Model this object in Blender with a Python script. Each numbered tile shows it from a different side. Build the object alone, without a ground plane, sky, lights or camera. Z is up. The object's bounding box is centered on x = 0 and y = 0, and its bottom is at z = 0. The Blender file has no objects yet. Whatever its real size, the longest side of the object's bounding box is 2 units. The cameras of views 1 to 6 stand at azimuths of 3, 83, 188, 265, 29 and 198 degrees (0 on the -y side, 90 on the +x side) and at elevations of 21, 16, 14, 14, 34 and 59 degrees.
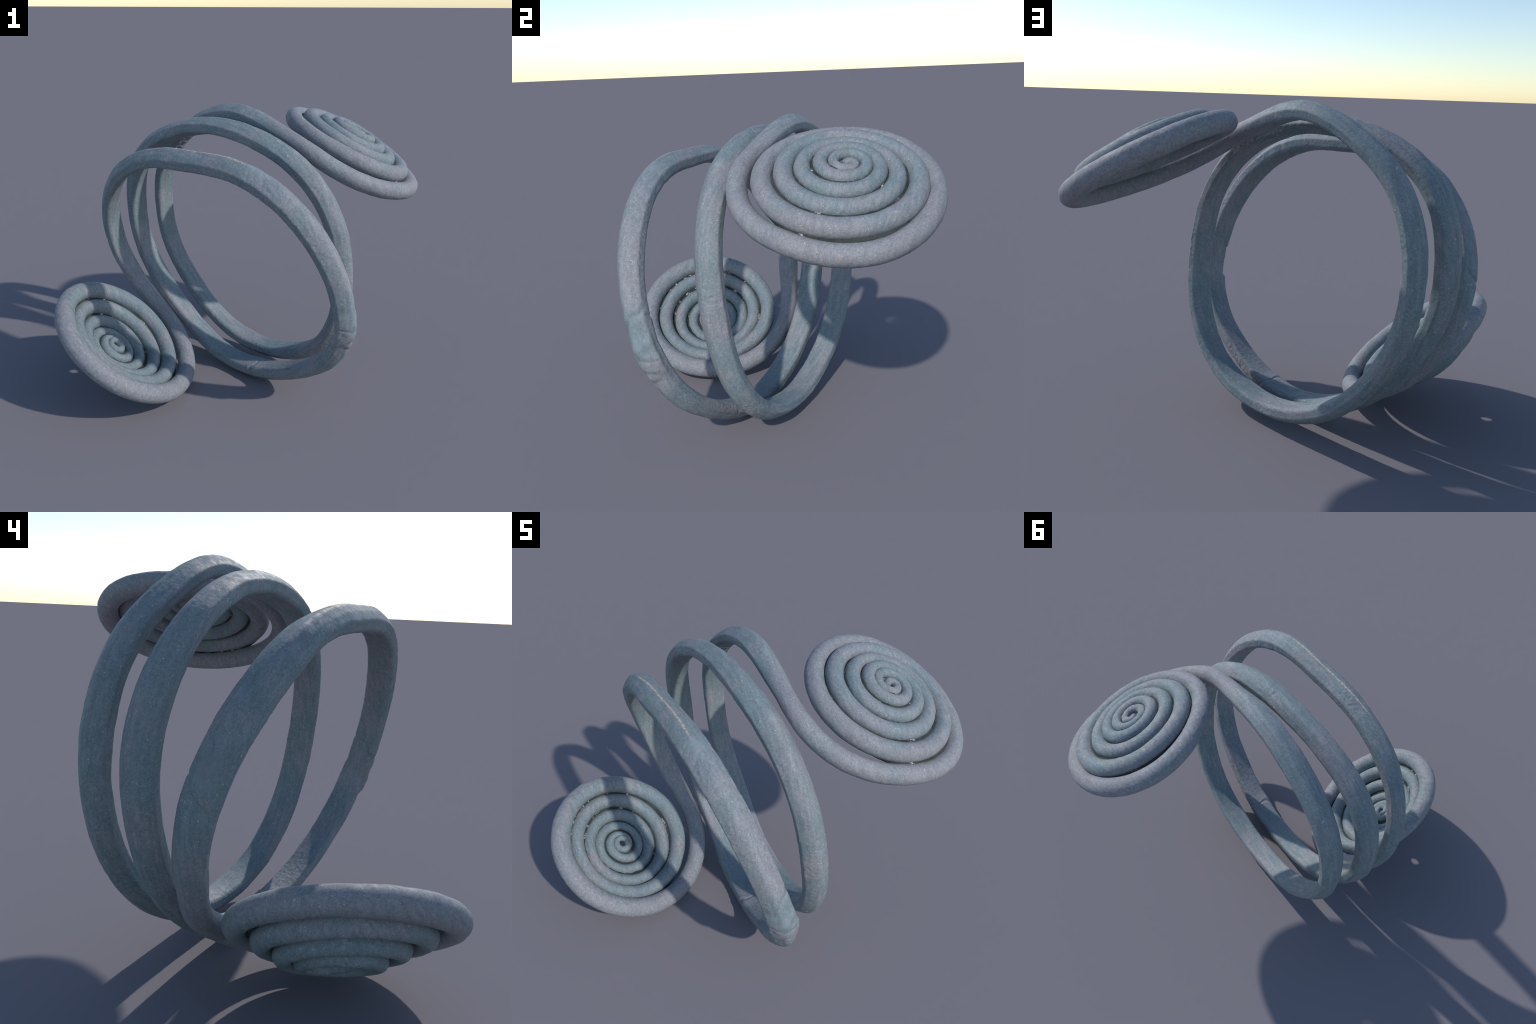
import bpy, math
import numpy as np

rng = np.random.default_rng(7)

# ------------------------------------------------------------------ helpers
def spline(x, xs, ys):
    """natural cubic spline through (xs, ys), evaluated at x"""
    xs = np.asarray(xs, float); ys = np.asarray(ys, float); x = np.asarray(x, float)
    n = len(xs); h = np.diff(xs)
    A = np.zeros((n, n)); b = np.zeros((n,) + ys.shape[1:])
    A[0, 0] = A[-1, -1] = 1
    for i in range(1, n - 1):
        A[i, i - 1] = h[i - 1]; A[i, i] = 2 * (h[i - 1] + h[i]); A[i, i + 1] = h[i]
        b[i] = 6 * ((ys[i + 1] - ys[i]) / h[i] - (ys[i] - ys[i - 1]) / h[i - 1])
    M = np.linalg.solve(A, b)
    i = np.clip(np.searchsorted(xs, x) - 1, 0, n - 2)
    t = x - xs[i]; hi = h[i]
    if ys.ndim > 1:
        t = t[:, None]; hi = hi[:, None]
    return (ys[i] + t * ((ys[i + 1] - ys[i]) / hi - hi * (2 * M[i] + M[i + 1]) / 6)
            + t * t * M[i] / 2 + t ** 3 * (M[i + 1] - M[i]) / (6 * hi))

def smooth(a, b, x):
    t = np.clip((x - a) / (b - a), 0, 1)
    return t * t * (3 - 2 * t)

def noise3(p, scale, seed):
    """smooth 3D value noise in -1..1 on an array of points"""
    q = p * scale + seed * 17.31
    i = np.floor(q).astype(np.int64); f = q - i; f = f * f * (3 - 2 * f)
    def hsh(ix, iy, iz):
        n = (ix * 374761393 + iy * 668265263 + iz * 2147483647 + seed * 974711) & 0xffffffff
        n = ((n ^ (n >> 13)) * 1274126177) & 0xffffffff
        n = (n ^ (n >> 16)) & 0xffff
        return n / 32767.5 - 1
    r = 0
    for dx in (0, 1):
        for dy in (0, 1):
            for dz in (0, 1):
                w = ((f[..., 0] if dx else 1 - f[..., 0]) * (f[..., 1] if dy else 1 - f[..., 1])
                     * (f[..., 2] if dz else 1 - f[..., 2]))
                r = r + w * hsh(i[..., 0] + dx, i[..., 1] + dy, i[..., 2] + dz)
    return r

# ------------------------------------------------------------------ the wire's path
# The armlet is one long wire: a flat spiral disc, two and a half turns of coil,
# and a second spiral disc.  The coil is described round a level axis W.
U = np.array([.788, -.616, 0]); W = np.array([.616, .788, 0]); Z = np.array([0, 0, 1.0])
COIL_CENTRE = np.array([-.13, -.03, .79])
# angle round the axis, radius, position along the axis
COIL = np.array([
    (48, 0.732, 0.22), (72, 0.702, 0.212), (96, 0.742, 0.204), (120, 0.74, 0.186),
    (144, 0.752, 0.185), (168, 0.728, 0.199), (192, 0.695, 0.212), (216, 0.671, 0.237),
    (240, 0.677, 0.251), (264, 0.703, 0.258), (288, 0.733, 0.268), (312, 0.754, 0.263),
    (336, 0.729, 0.238), (360, 0.698, 0.202), (384, 0.706, 0.159), (408, 0.701, 0.105),
    (432, 0.68, 0.058), (456, 0.682, 0.026), (480, 0.716, -0.013), (504, 0.758, -0.035),
    (528, 0.743, -0.015), (552, 0.704, 0.001), (576, 0.676, 0.033), (600, 0.683, 0.055),
    (624, 0.728, 0.061), (648, 0.771, 0.068), (672, 0.819, 0.053), (696, 0.891, 0.007),
    (720, 0.884, -0.086), (744, 0.814, -0.183), (768, 0.715, -0.257), (792, 0.601, -0.294),
    (816, 0.57, -0.32), (840, 0.592, -0.327), (864, 0.63, -0.318), (888, 0.68, -0.261),
    (912, 0.702, -0.185), (936, 0.679, -0.118), (960, 0.677, -0.07)])

DISC_TOP = dict(centre=[0.6295, 0.2896, 1.401], e1=[-0.0232, -0.9987, -0.0451], e2=[0.8887, 0, -0.4585], n=[0.4579, -0.0507, 0.8875],
    turn_r=[-0.25, -0.125, 0, 0.125, 0.25, 0.375, 0.5, 0.625, 0.75, 0.875, 1, 1.25, 1.5, 1.75, 2, 2.25, 2.5, 2.75, 3, 3.25, 3.5, 3.75, 4, 4.25, 4.5, 4.75, 5, 5.25, 5.5, 5.75, 6],
    radius=[0.6004, 0.4982, 0.4568, 0.4196, 0.4244, 0.3873, 0.3758, 0.3778, 0.3517, 0.3522, 0.3554, 0.3255, 0.2956, 0.2693, 0.2619, 0.2297, 0.2038, 0.1849, 0.1826, 0.1555, 0.1326, 0.1188, 0.1089, 0.0889, 0.0815, 0.0719, 0.0522, 0.0365, 0.0315, 0.0165, 0.008],
    turn_h=[-0.25, 0, 0.25, 0.5, 0.75, 1, 1.5, 2, 2.5, 3, 3.5, 4, 4.5, 5, 5.5],
    height=[-0.0853, -0.1467, -0.1154, -0.1073, -0.1002, -0.0781, -0.0594, -0.0489, -0.0399, -0.0248, -0.0122, -0.0019, -0.0002, 0.0014, -0.0017],
    end=5.74)
DISC_LOW = dict(centre=[-0.7125, -0.253, 0.2743], e1=[0.665, 0.5895, -0.4586], e2=[0.4492, -0.8062, -0.3849], n=[-0.5966, 0.05, -0.801],
    turn_r=[-0.25, -0.125, 0, 0.125, 0.25, 0.375, 0.5, 0.625, 0.75, 0.875, 1, 1.25, 1.5, 1.75, 2, 2.25, 2.5, 2.75, 3, 3.25, 3.5, 3.75, 4, 4.25, 4.5, 4.75, 5, 5.25, 5.5, 5.75, 6],
    radius=[0.5411, 0.4735, 0.4394, 0.421, 0.4177, 0.4026, 0.376, 0.3558, 0.3411, 0.3451, 0.325, 0.3221, 0.2819, 0.2627, 0.2446, 0.2369, 0.1975, 0.1872, 0.1705, 0.1537, 0.1303, 0.1206, 0.1055, 0.0804, 0.0705, 0.0531, 0.0392, 0.038, 0.037, 0.029, 0.02],
    turn_h=[-0.25, 0, 0.25, 0.5, 0.75, 1, 1.25, 1.5, 1.75, 2, 2.25, 2.5, 2.75, 3, 3.25, 3.5, 3.75, 4, 4.25, 4.5, 4.75, 5, 5.25, 5.5, 5.75, 6],
    height=[-0.1316, -0.073, -0.0786, -0.0864, -0.079, -0.0421, -0.0409, -0.0437, -0.0237, -0.0038, -0.0005, 0.0029, 0.0206, 0.0383, 0.0388, 0.0392, 0.0444, 0.0495, 0.035, 0.0229, 0.0225, 0.0181, 0.0115, 0.0065, 0.0025, -0.0014],
    end=5.8)

def coil_point(phi):
    R = spline(phi, COIL[:, 0], COIL[:, 1]); y = spline(phi, COIL[:, 0], COIL[:, 2]); a = np.radians(phi)
    return np.outer(R * np.cos(a), U) + np.outer(y, W) + np.outer(R * np.sin(a), Z) + COIL_CENTRE

def disc_point(d, t):
    R = spline(t, d['turn_r'], d['radius']); h = spline(t, d['turn_h'], d['height']); a = 2 * np.pi * t
    return (np.array(d['centre']) + np.outer(R * np.cos(a), d['e1']) + np.outer(R * np.sin(a), d['e2'])
            + np.outer(h, d['n']))

tA = np.arange(DISC_TOP['end'], -.095, -.045)
ph = np.arange(66, 925, 6.0)
tB = np.arange(-.13, DISC_LOW['end'] + .001, .045)
ctrl = np.vstack([disc_point(DISC_TOP, tA), coil_point(ph), disc_point(DISC_LOW, tB)])
phi_c = np.concatenate([62 - (tA + .09) * 360, ph, 948 + (tB + .11) * 360])   # one running angle in degrees
chord = np.concatenate([[0], np.cumsum(np.linalg.norm(np.diff(ctrl, axis=0), axis=1))])
STEP = .0042
s = np.linspace(0, chord[-1], int(chord[-1] / STEP))
P = spline(s, chord, ctrl)
PHI = np.interp(s, chord, phi_c)
TA = (62 - PHI) / 360 - .09      # turn number in the upper disc (valid for PHI<62)
TB = (PHI - 948) / 360 - .11     # turn number in the lower disc (valid for PHI>948)
T = np.gradient(P, axis=0); T /= np.linalg.norm(T, axis=1)[:, None]
N = len(P)

# frame: outward from the coil axis on the coil, carried on without twist into the discs
rad = P - COIL_CENTRE; rad = rad - np.outer(rad @ W, W)
O = rad - T * (rad * T).sum(1)[:, None]; O /= np.linalg.norm(O, axis=1)[:, None]
i0 = int(np.searchsorted(PHI, 75)); i1 = int(np.searchsorted(PHI, 930))
def carry(start, stop, step):
    o = O[start].copy()
    for i in range(start, stop, step):
        o = o - T[i] * (o @ T[i]); o /= np.linalg.norm(o); O[i] = o
carry(i0, -1, -1); carry(i1, N, 1)
B = np.cross(T, O)            # sideways; sign flipped so +B is along +W on the coil
if (B[N // 2] @ W) < 0: B = -B

# ------------------------------------------------------------------ cross-section
M = 56
def rounded(poly, sharp):
    """closed outline through the corners, corners softened; M points evenly by angle index"""
    poly = np.array(poly, float); q = np.vstack([poly, poly[:1]])
    d = np.concatenate([[0], np.cumsum(np.linalg.norm(np.diff(q, axis=0), axis=1))])
    u = np.linspace(0, d[-1], 16 * M, endpoint=False)
    c = np.stack([np.interp(u, d, q[:, k]) for k in (0, 1)], 1)
    k = int(16 * M * sharp) | 1
    ker = np.hanning(k + 2)[1:-1]; ker /= ker.sum()
    out = np.stack([np.convolve(np.concatenate([c[-k:, j], c[:, j], c[:k, j]]), ker, 'same')[k:-k] for j in (0, 1)], 1)
    out = out - (out.max(0) + out.min(0)) / 2
    return (out / out.max(0))[::16]
# (sideways, outward): flat inner face, short side walls, blunt ridge on the outside
bar = rounded([(.14, .98), (-.14, .98), (-.6, .62), (-1, .1), (-.95, -.7), (-.8, -.94), (0, -1), (.8, -.94), (.95, -.7), (1, .1), (.6, .62)], .038)
ang = np.arctan2(bar[:, 0], bar[:, 1])
ang = np.pi/2 + np.unwrap(np.arctan2(bar[:, 1], bar[:, 0])) - np.unwrap(np.arctan2(bar[:, 1], bar[:, 0]))[0]
circ = np.stack([np.cos(ang), np.sin(ang)], 1)

# along the coil: angle, half width sideways, half thickness outward, tilt of the bar in degrees
SECTION = np.array([(62, .047, .047, 0),
    (110, 0.0661, 0.0413, -3), (150, 0.0622, 0.0402, -2), (190, 0.062, 0.0419, 1), (230, 0.0623, 0.0432, 6),
    (270, 0.066, 0.046, -1), (310, 0.0656, 0.047, -3), (350, 0.0654, 0.0466, -5), (390, 0.0651, 0.049, 1),
    (430, 0.0648, 0.0483, 0), (470, 0.0618, 0.0465, -14), (510, 0.0645, 0.0476, 5), (550, 0.0659, 0.0467, 8),
    (590, 0.0656, 0.0467, 7), (630, 0.0671, 0.0472, 0), (670, 0.0642, 0.0471, -6), (710, 0.0646, 0.0463, 2),
    (750, 0.0682, 0.0492, 4), (790, 0.0647, 0.0488, 4), (830, 0.0648, 0.0454, 15), (870, 0.0695, 0.0405, 24),
    (910, 0.0633, 0.0386, 8),
    (948, .050, .050, 0)])
def size(phi):
    ta = (62 - phi) / 360 - .09; tb = (phi - 948) / 360 - .11
    a = np.interp(phi, SECTION[:, 0], SECTION[:, 1]); b = np.interp(phi, SECTION[:, 0], SECTION[:, 2])
    tilt = np.radians(np.interp(phi, SECTION[:, 0], SECTION[:, 3]))
    rA = np.interp(ta, [-.09, 0, .5, 1, 2, 3, 4, 5, 5.9], [.047, .0485, .049, .0465, .043, .0368, .031, .0225, .0175])
    rB = np.interp(tb, [-.11, 0, .25, .5, .75, 1, 1.5, 2, 3, 4, 5, 5.8], [.049, .0505, .053, .052, .047, .0445, .0415, .039, .035, .030, .022, .016])
    onA = phi < 62; onB = phi > 948
    a = np.where(onA, rA, np.where(onB, rB, a)); b = np.where(onA, rA, np.where(onB, rB, b))
    rnd = 1 - smooth(45, 100, phi) * (1 - smooth(905, 955, phi))
    return a, b, rnd, tilt * (1 - rnd)
sa, sb, rnd, tilt = size(PHI)
k = np.hanning(9); k /= k.sum()
sa = np.convolve(np.pad(sa, 4, 'edge'), k, 'valid'); sb = np.convolve(np.pad(sb, 4, 'edge'), k, 'valid')

O, B = (O * np.cos(tilt)[:, None] - B * np.sin(tilt)[:, None], B * np.cos(tilt)[:, None] + O * np.sin(tilt)[:, None])
sec = bar[None] * (1 - rnd)[:, None, None] + circ[None] * rnd[:, None, None]
V = (P[:, None] + sec[..., 0:1] * (sa[:, None] * B)[:, None] + sec[..., 1:2] * (sb[:, None] * O)[:, None])

# inner turns of the lower disc are deeper than wide
nB = np.array(DISC_LOW['n']); deep = .12 * np.where(PHI > 948, smooth(.6, 1.2, TB), 0)
V = V + (((V - P[:, None]) @ nB) * deep[:, None])[..., None] * nB

# ------------------------------------------------------------------ surface relief
nrm = V - P[:, None]; nrm /= np.linalg.norm(nrm, axis=2)[..., None]
onbar = (1 - rnd)[:, None]
inner = smooth(.2, -.8, sec[..., 1]) * onbar
# slow unevenness of the hand-hammered bar
disp = .0024 * noise3(V, 7, 1) * (.4 + .6 * onbar) + .0012 * noise3(V, 19, 2)
# pitted corrosion in patches, stronger on inner faces and edges
patch = smooth(-.05, .5, noise3(V, 5, 3) + .1 * inner) * (1 - .55 * inner)
rough = .35 + .65 * patch
pit = noise3(V, 75, 4) * .5 + noise3(V, 140, 5) * .5
disp = disp + (.0008 + .0015 * patch * (.5 + .5 * onbar)) * pit
disp = disp - .0022 * patch * smooth(.45, .9, noise3(V, 60, 6)) * (.4 + .6 * onbar)
# mended breaks: a crack or step running round part of the bar
wob = PHI[:, None] + 1.6 * noise3(V, 22, 8)
outer = smooth(-.5, .3, sec[..., 1])
for phi0, depth, slant, side in ((717.5, .006, 3.0, outer), (708, .003, -2.0, outer), (898, .005, -4.0, outer), (765, .002, 2.0, outer),
                                 (717, .005, 2.0, inner), (648, .005, 2.0, 1 - outer), (764, .002, 3.0, inner), (888, .0015, 3.0, outer)):
    x = wob - phi0 - slant * sec[..., 0]
    disp = disp - depth * np.exp(-(x / .7) ** 2) * side
# swollen mend below the break, with a corner where it ends; the inner near edge is chipped away
disp = disp + .010 * smooth(700.5, 703, wob) * (1 - smooth(705, 717.5, wob)) * outer
disp = disp + .0045 * noise3(V, 26, 15) * smooth(692, 700, wob) * (1 - smooth(716, 722, wob))
chip = smooth(702.5, 704.5, wob) * (1 - smooth(714.5, 716.5, wob)) * smooth(.1, -.75, sec[..., 0]) * smooth(.2, -.5, sec[..., 1])
disp = disp - .011 * chip
disp = disp + .004 * smooth(640, 647, wob) * (1 - smooth(648, 652, wob)) * (1 - outer)
# long grooves scored along the bar
for phi0, phi1, sx, dep in ((742, 790, .35, .0028), (560, 620, -.3, .0016), (826, 880, .3, .002), (480, 530, .1, .0012), (110, 150, -.35, .0016)):
    x = sec[..., 0] - sx - .12 * noise3(P * 1.0, 9, 12)[:, None]
    disp = disp - dep * np.exp(-(x / .07) ** 2) * outer * (smooth(phi0, phi0 + 8, PHI) * (1 - smooth(phi1 - 8, phi1, PHI)))[:, None]
# keep the painted number's place calm
calm = (smooth(100, 108, PHI) * (1 - smooth(150, 158, PHI)))[:, None] * inner
disp = disp * (1 - .85 * calm)
V = V + nrm * disp[..., None]
# the coil rests on the ground: press its lowest points slightly flat
V[..., 2] = np.where(V[..., 2] < .012, .012 - (.012 - V[..., 2]) * .62, V[..., 2])

# ------------------------------------------------------------------ meshes
def grid_mesh(name, a, b, cap0=False, cap1=False):
    v = V[a:b + 1].reshape(-1, 3); n = b - a + 1
    i = np.arange(n - 1)[:, None] * M; j = np.arange(M)[None]; jn = (j + 1) % M
    quads = np.stack([i + j, i + jn, i + M + jn, i + M + j], -1).reshape(-1, 4)
    faces = quads.tolist(); verts = v.tolist()
    for flag, row, pt, tv, rev in ((cap0, 0, P[a], -T[a], True), (cap1, n - 1, P[b], T[b], False)):
        if not flag: continue
        r = sa[a if row == 0 else b]
        prev = [row * M + q for q in range(M)]
        for lift, sc in ((.45, .88), (.75, .62), (.9, .3)):
            base = len(verts); ring = V[a if row == 0 else b]
            verts += (pt + (ring - pt) * sc + tv * r * lift).tolist()
            cur = [base + q for q in range(M)]
            for q in range(M):
                f = [prev[q], prev[(q + 1) % M], cur[(q + 1) % M], cur[q]]
                faces.append(f[::-1] if rev else f)
            prev = cur
        c = len(verts); verts.append((pt + tv * r * .93).tolist())
        for q in range(M):
            f = [prev[q], prev[(q + 1) % M], c]
            faces.append(f[::-1] if rev else f)
    me = bpy.data.meshes.new(name); me.from_pydata(verts, [], faces); me.update()
    return me, n

# whole-wire vertex normals, shared across part borders
dS = np.gradient(V, axis=0); dM = (np.roll(V, -1, 1) - np.roll(V, 1, 1))
NV = np.cross(dS, dM); NV /= np.linalg.norm(NV, axis=2)[..., None] + 1e-12
if ((NV * nrm).sum(2)).mean() < 0: NV = -NV

root = bpy.data.objects.new('spiral_armlet', None); bpy.context.collection.objects.link(root)
root['label'] = 'bronze wire armlet coil ending in two spiral discs'
root['category'] = 'bracelet'

def mark(phi, out_=1., side=0.):
    i = int(np.searchsorted(PHI, phi)); return tuple(P[i] + O[i] * sb[i] * out_ + B[i] * sa[i] * side)
# worn ridge line on the foremost turn, as axial place against angle
wi = [int(np.searchsorted(PHI, q)) for q in np.linspace(772, 832, 7)]
wr = np.array([P[i] + O[i] * sb[i] for i in wi]) - COIL_CENTRE
w_ang = np.unwrap(np.arctan2(wr @ Z, wr @ U)); w_ax = wr @ W
WEAR_SLOPE, WEAR_BASE = (float(q) for q in np.polyfit(w_ang, w_ax, 1))
WEAR_A0, WEAR_A1 = float(w_ang.min()), float(w_ang.max())

# ------------------------------------------------------------------ patinated bronze
bronze = bpy.data.materials.new('patinated_bronze'); bronze.use_nodes = True
nt = bronze.node_tree; nd = nt.nodes; lk = nt.links; nd.clear()
out = nd.new('ShaderNodeOutputMaterial'); bs = nd.new('ShaderNodeBsdfPrincipled'); lk.new(bs.outputs[0], out.inputs[0])
tc = nd.new('ShaderNodeTexCoord'); OBJ = tc.outputs['Object']
def noise(scale, detail=4, rough=.6, vec=None, dist=0):
    n = nd.new('ShaderNodeTexNoise'); n.inputs['Scale'].default_value = scale; n.inputs['Detail'].default_value = detail
    n.inputs['Roughness'].default_value = rough; n.inputs['Distortion'].default_value = dist
    lk.new(vec if vec is not None else OBJ, n.inputs['Vector']); return n.outputs['Fac']
def ramp(fac, a, b, v0=0., v1=1.):
    m = nd.new('ShaderNodeMapRange'); m.interpolation_type = 'SMOOTHSTEP'
    m.inputs['From Min'].default_value = a; m.inputs['From Max'].default_value = b
    m.inputs['To Min'].default_value = v0; m.inputs['To Max'].default_value = v1
    lk.new(fac, m.inputs['Value']); return m.outputs['Result']
def calc(op, a, b=None, c=None):
    m = nd.new('ShaderNodeMath'); m.operation = op
    for i, x in enumerate((a, b, c)):
        if x is None: continue
        if isinstance(x, (int, float)): m.inputs[i].default_value = x
        else: lk.new(x, m.inputs[i])
    return m.outputs[0]
def vec(op, a, b):
    m = nd.new('ShaderNodeVectorMath'); m.operation = op
    for i, x in enumerate((a, b)):
        if isinstance(x, (tuple, list, np.ndarray)): m.inputs[i].default_value = tuple(float(q) for q in x)
        else: lk.new(x, m.inputs[i])
    return m.outputs['Value'] if op in ('DOT_PRODUCT', 'LENGTH', 'DISTANCE') else m.outputs['Vector']
def join(x, y, z):
    m = nd.new('ShaderNodeCombineXYZ')
    for i, q in enumerate((x, y, z)):
        if isinstance(q, (int, float)): m.inputs[i].default_value = q
        else: lk.new(q, m.inputs[i])
    return m.outputs[0]
def mix(fac, a, b, mode='MIX'):
    m = nd.new('ShaderNodeMix'); m.data_type = 'RGBA'; m.blend_type = mode
    if isinstance(fac, float): m.inputs[0].default_value = fac
    else: lk.new(fac, m.inputs[0])
    for s_, x in ((m.inputs[6], a), (m.inputs[7], b)):
        if isinstance(x, tuple): s_.default_value = x + (1,)
        else: lk.new(x, s_)
    return m.outputs[2]
def spot(c, r0, r1):
    """1 inside a soft blob round point c, frayed by noise"""
    d = calc('ADD', vec('DISTANCE', OBJ, c), calc('MULTIPLY', calc('SUBTRACT', noise(28, 3), .5), r1))
    return ramp(d, r0, r1, 1., 0.)

# coil coordinates: radius, angle and place along the axis
rel = vec('SUBTRACT', OBJ, COIL_CENTRE)
cu = vec('DOT_PRODUCT', rel, U); cw = vec('DOT_PRODUCT', rel, W); cz = vec('DOT_PRODUCT', rel, Z)
c_ang = calc('ARCTAN2', cz, cu)
c_rad = calc('SQRT', calc('ADD', calc('MULTIPLY', cu, cu), calc('MULTIPLY', cz, cz)))
along = noise(1.0, 4, .6, join(calc('MULTIPLY', c_rad, 60.), calc('MULTIPLY', c_ang, 6.), calc('MULTIPLY', cw, 60.)))
# distance from each disc's axis
def axis_dist(d):
    r_ = vec('SUBTRACT', OBJ, d['centre']); h_ = vec('DOT_PRODUCT', r_, d['n'])
    l_ = vec('LENGTH', r_, (0, 0, 0))
    return calc('SQRT', calc('MAXIMUM', calc('SUBTRACT', calc('MULTIPLY', l_, l_), calc('MULTIPLY', h_, h_)), 0.))
rimA = calc('MULTIPLY', ramp(axis_dist(DISC_TOP), .27, .43), ramp(vec('DISTANCE', OBJ, DISC_TOP['centre']), .50, .62, 1., 0.))
rimB = calc('MULTIPLY', ramp(axis_dist(DISC_LOW), .34, .42), ramp(vec('DISTANCE', OBJ, DISC_LOW['centre']), .50, .60, 1., 0.))
grey_side = ramp(vec('DOT_PRODUCT', rel, U), .35, .65)       # coil side opposite the lower disc, shifted towards the paler grey
bias = calc('ADD', calc('MULTIPLY', calc('MAXIMUM', rimA, rimB), .22), calc('MULTIPLY', grey_side, .06))

TEAL = (.180, .226, .245); MAUVE = (.236, .241, .263)
f = calc('ADD', calc('ADD', noise(4.5, 4, .6), bias), calc('MULTIPLY', calc('SUBTRACT', along, .5), .30))
col = mix(ramp(f, .42, .68), TEAL, MAUVE)
# greener and bluer drifts
col = mix(ramp(noise(6.5, 3, .5, vec('ADD', OBJ, (3.1, 7.7, 1.3))), .55, .75, 0., .35), col, (.18, .245, .245))
col = mix(ramp(noise(5.0, 3, .5, vec('ADD', OBJ, (9.1, 2.7, 5.3))), .56, .75, 0., .4), col, (.168, .218, .262))
# reddish-brown flecks
fleck = calc('MULTIPLY', ramp(noise(38, 4, .6, vec('ADD', OBJ, (1.7, 4.2, 8.8))), .63, .72), ramp(noise(3.3, 2), .45, .6))
col = mix(calc('MULTIPLY', fleck, .3), col, (.23, .165, .15))
# fine light and dark grain, streaks drawn out along the wire
grain = calc('ADD', calc('MULTIPLY', noise(330, 2, .7), .6), calc('MULTIPLY', noise(90, 4, .7), .4))
col = mix(1.0, col, join(*[ramp(grain, .30, .70, .70, 1.30)] * 3), 'MULTIPLY')
col = mix(1.0, col, join(*[ramp(along, .25, .75, .88, 1.12)] * 3), 'MULTIPLY')
# pale dusty bloom and hair-fine scratches and fibres
bloom = calc('MULTIPLY', ramp(noise(22, 5, .75), .56, .72), ramp(noise(90, 3, .7), .42, .62))
col = mix(calc('MULTIPLY', bloom, .32), col, (.42, .43, .45))
hair = calc('ABSOLUTE', calc('SUBTRACT', noise(17, 2, .5, None, 1.2), .5))
hair = calc('MULTIPLY', ramp(hair, .001, .006, 1., 0.), ramp(noise(11, 3, .5, vec('ADD', OBJ, (5.5, .3, 2.2))), .60, .66))
col = mix(calc('MULTIPLY', hair, .8), col, (.52, .53, .55))
speck = ramp(noise(120, 1, .5, vec('ADD', OBJ, (2.5, 8.3, 6.2))), .715, .77)
col = mix(calc('MULTIPLY', speck, .8), col, (.5, .5, .5))
# blue-green repair fills where the bar was broken and mended
blue = calc('MAXIMUM', calc('MAXIMUM', spot(mark(712, .7, .2), .03, .085), spot(mark(768, .9), .02, .085)), spot(mark(891, .9), .02, .075))
blue = calc('MULTIPLY', blue, ramp(noise(34, 4, .65), .38, .6))
col = mix(calc('MULTIPLY', blue, .7), col, (.205, .280, .308))
col = mix(calc('MULTIPLY', spot(mark(889, .9, .2), .01, .06), .45), col, (.20, .195, .215))
# beige metal showing in flecks low on the upper disc's rim
i_ = int(np.searchsorted(PHI, 62 - (.18 + .09) * 360)); rim = P[i_] + np.array([.025, -.03, -.02])
beige = calc('MULTIPLY', spot(tuple(rim), .05, .26), ramp(noise(46, 4, .65, vec('ADD', OBJ, (7.7, 1.1, 3.9))), .57, .68))
col = mix(calc('MULTIPLY', beige, .55), col, (.40, .345, .30))
# bare orange metal worn through along the ridge of the foremost turn
wear = calc('SUBTRACT', cw, calc('MULTIPLY_ADD', c_ang, WEAR_SLOPE, WEAR_BASE))
wear = ramp(calc('ABSOLUTE', calc('ADD', wear, calc('MULTIPLY', calc('SUBTRACT', noise(60, 3), .5), .016))), .0025, .0075, 1., 0.)
wear = calc('MULTIPLY', wear, calc('MULTIPLY', ramp(c_ang, WEAR_A0 - .04, WEAR_A0 + .06), ramp(c_ang, WEAR_A1 - .1, WEAR_A1 + .04, 1., 0.)))
wear = calc('MULTIPLY', wear, calc('MULTIPLY', calc('LESS_THAN', cw, -.2), calc('GREATER_THAN', c_rad, .5)))
wear = calc('MULTIPLY', wear, ramp(noise(75, 3, .7), .36, .56))
col = mix(calc('MULTIPLY', wear, .8), col, (.60, .43, .34))
lk.new(col, bs.inputs['Base Color'])
lk.new(ramp(noise(30, 4), .3, .7, .58, .76), bs.inputs['Roughness'])
bs.inputs['Specular IOR Level'].default_value = .32
bmp = nd.new('ShaderNodeBump'); bmp.inputs['Strength'].default_value = .45; bmp.inputs['Distance'].default_value = .003
lk.new(calc('ADD', calc('MULTIPLY', noise(150, 4, .7), .6), calc('MULTIPLY', along, .4)), bmp.inputs['Height'])
lk.new(bmp.outputs['Normal'], bs.inputs['Normal'])

# ------------------------------------------------------------------ soil material: occlusion between the turns painted as a dark colour
groove_shade = bpy.data.materials.new('groove_shade_web'); groove_shade.use_nodes = True
nt = groove_shade.node_tree; nd = nt.nodes; lk = nt.links; bs = nd['Principled BSDF']
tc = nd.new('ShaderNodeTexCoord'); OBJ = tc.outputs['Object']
c2 = mix(ramp(noise(14, 4), .4, .6), (.022, .029, .026), (.045, .049, .046))  # near-black so the grooves keep their shadowed look in full sun
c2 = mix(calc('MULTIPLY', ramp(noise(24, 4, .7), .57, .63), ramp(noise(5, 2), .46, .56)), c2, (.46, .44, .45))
lk.new(c2, bs.inputs['Base Color']); bs.inputs['Roughness'].default_value = .9

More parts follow.
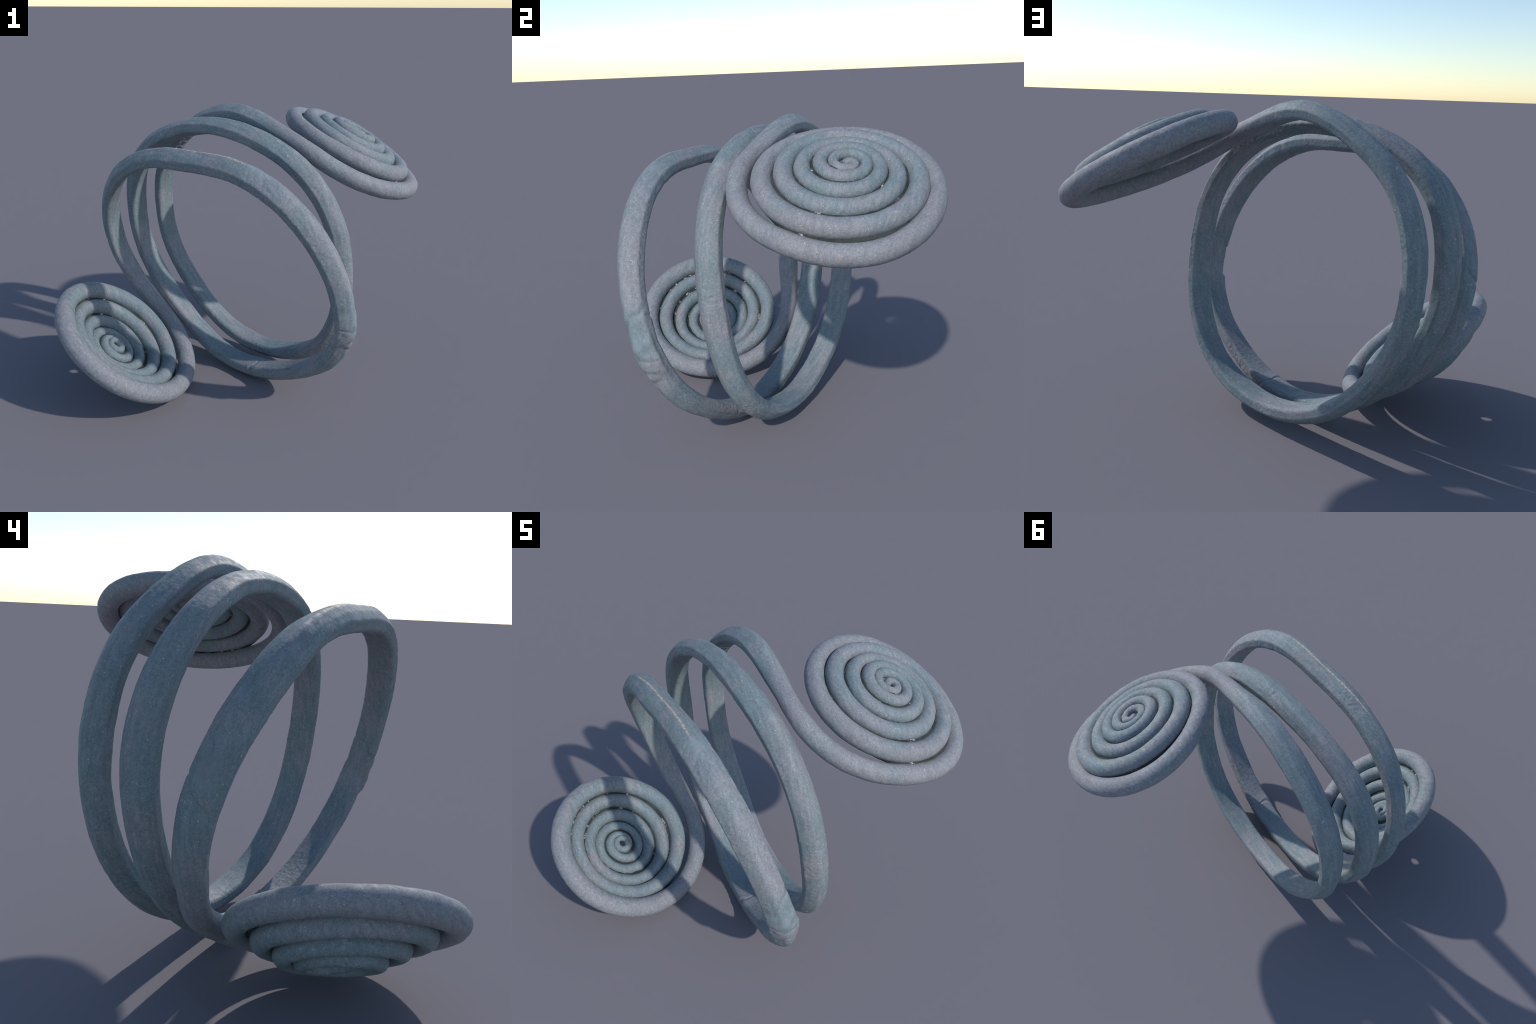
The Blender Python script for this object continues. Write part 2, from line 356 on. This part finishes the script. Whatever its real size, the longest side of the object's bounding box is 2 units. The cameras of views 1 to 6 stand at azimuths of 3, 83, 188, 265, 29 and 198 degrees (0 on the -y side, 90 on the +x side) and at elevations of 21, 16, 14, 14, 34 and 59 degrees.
paint = bpy.data.materials.new('white_paint'); paint.use_nodes = True
nt = paint.node_tree; nd = nt.nodes; lk = nt.links; bs = nd['Principled BSDF']
tc = nd.new('ShaderNodeTexCoord'); OBJ = tc.outputs['Object']
lk.new(mix(ramp(noise(120, 3), .35, .65), (.50, .50, .53), (.66, .66, .68)), bs.inputs['Base Color']); bs.inputs['Roughness'].default_value = .7


cutA = int(np.searchsorted(PHI, 60)); cut1 = int(np.searchsorted(PHI, 405)); cut2 = int(np.searchsorted(PHI, 765))
cutB = int(np.searchsorted(PHI, 945))
for name, a, b, c0, c1 in (('spiral_disc', 0, cutA, True, False), ('coil_turn', cutA, cut1, False, False),
                           ('coil_turn', cut1, cut2, False, False), ('coil_turn', cut2, cutB, False, False),
                           ('spiral_disc', cutB, N - 1, False, True)):
    me, n = grid_mesh(name, a, b, c0, c1)
    # make faces look outward
    f = me.polygons[len(me.polygons) // 3]
    q = f.vertices[0]
    if q < n * M and np.dot(f.normal, nrm[a:b + 1].reshape(-1, 3)[q]) < 0:
        me.flip_normals(); me.update()
    me.polygons.foreach_set('use_smooth', [True] * len(me.polygons))
    nv = np.empty(len(me.vertices) * 3); me.vertex_normals.foreach_get('vector', nv); nv = nv.reshape(-1, 3)
    nv[:n * M] = NV[a:b + 1].reshape(-1, 3)
    me.normals_split_custom_set_from_vertices(nv.tolist())
    me.materials.append(bronze)
    ob = bpy.data.objects.new(name, me); bpy.context.collection.objects.link(ob); ob.parent = root

# ------------------------------------------------------------------ soil strip modelled between the spiral's turns, closing the gaps darkly
def shade_web(d, t0, t1):
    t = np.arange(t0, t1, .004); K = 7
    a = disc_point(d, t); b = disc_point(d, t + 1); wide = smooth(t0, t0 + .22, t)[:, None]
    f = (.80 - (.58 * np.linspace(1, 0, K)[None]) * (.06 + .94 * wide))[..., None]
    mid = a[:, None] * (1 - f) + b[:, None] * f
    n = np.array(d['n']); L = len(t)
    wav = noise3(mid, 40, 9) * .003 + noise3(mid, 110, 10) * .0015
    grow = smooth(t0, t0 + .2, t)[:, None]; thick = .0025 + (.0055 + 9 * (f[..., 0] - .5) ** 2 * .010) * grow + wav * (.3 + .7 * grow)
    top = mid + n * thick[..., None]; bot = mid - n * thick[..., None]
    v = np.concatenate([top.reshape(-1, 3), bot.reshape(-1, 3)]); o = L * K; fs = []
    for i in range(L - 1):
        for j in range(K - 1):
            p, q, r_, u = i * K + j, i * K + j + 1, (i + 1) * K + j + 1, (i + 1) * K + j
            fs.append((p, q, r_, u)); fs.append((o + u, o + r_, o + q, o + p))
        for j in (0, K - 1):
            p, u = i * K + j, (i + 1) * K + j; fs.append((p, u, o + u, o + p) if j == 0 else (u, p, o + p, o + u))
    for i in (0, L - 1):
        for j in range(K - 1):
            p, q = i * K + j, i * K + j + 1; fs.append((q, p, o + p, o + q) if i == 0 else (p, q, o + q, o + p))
    me = bpy.data.meshes.new('groove_shade_web'); me.from_pydata(v.tolist(), [], fs); me.update()
    me.polygons.foreach_set('use_smooth', [True] * len(me.polygons)); me.materials.append(groove_shade)
    ob = bpy.data.objects.new('groove_shade_web', me); bpy.context.collection.objects.link(ob); ob.parent = root
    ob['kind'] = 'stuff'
shade_web(DISC_TOP, -.02, 4.15); shade_web(DISC_LOW, .0, 4.3)

# ------------------------------------------------------------------ the number painted inside the coil
cu_ = bpy.data.curves.new('painted_number', 'FONT'); cu_.body = '5227'; cu_.size = .092; cu_.offset = .0022; cu_.space_character = 1.15; cu_.align_x = 'CENTER'; cu_.align_y = 'CENTER'
cu_.resolution_u = 6
tmp = bpy.data.objects.new('painted_number', cu_); bpy.context.collection.objects.link(tmp)
dg = bpy.context.evaluated_depsgraph_get(); me = bpy.data.meshes.new_from_object(tmp.evaluated_get(dg))
bpy.data.objects.remove(tmp)
import bmesh
bm = bmesh.new(); bm.from_mesh(me)
bmesh.ops.triangulate(bm, faces=bm.faces)
bmesh.ops.subdivide_edges(bm, edges=[e for e in bm.edges if e.calc_length() > .012], cuts=2, use_grid_fill=False)
bmesh.ops.triangulate(bm, faces=bm.faces)
bm.to_mesh(me); bm.free()
centre = 134.5
for vv in me.vertices:
    x, y = vv.co.x, vv.co.y
    phi = centre - math.degrees(x / .70)
    i = int(np.searchsorted(PHI, phi))
    yy = .012 - y
    # sit just proud of the inner face at this sideways place
    lo = V[i]; side = (lo - P[i]) @ B[i]; up = (lo - P[i]) @ O[i]
    m_ = up < 0; order = np.argsort(side[m_])
    h_ = np.interp(yy, side[m_][order], up[m_][order])
    vv.co = (P[i] + B[i] * yy + O[i] * (h_ - .0012)).tolist()
me.update()
sol = bpy.data.objects.new('painted_number', me); bpy.context.collection.objects.link(sol); sol.parent = root
me.materials.append(paint)
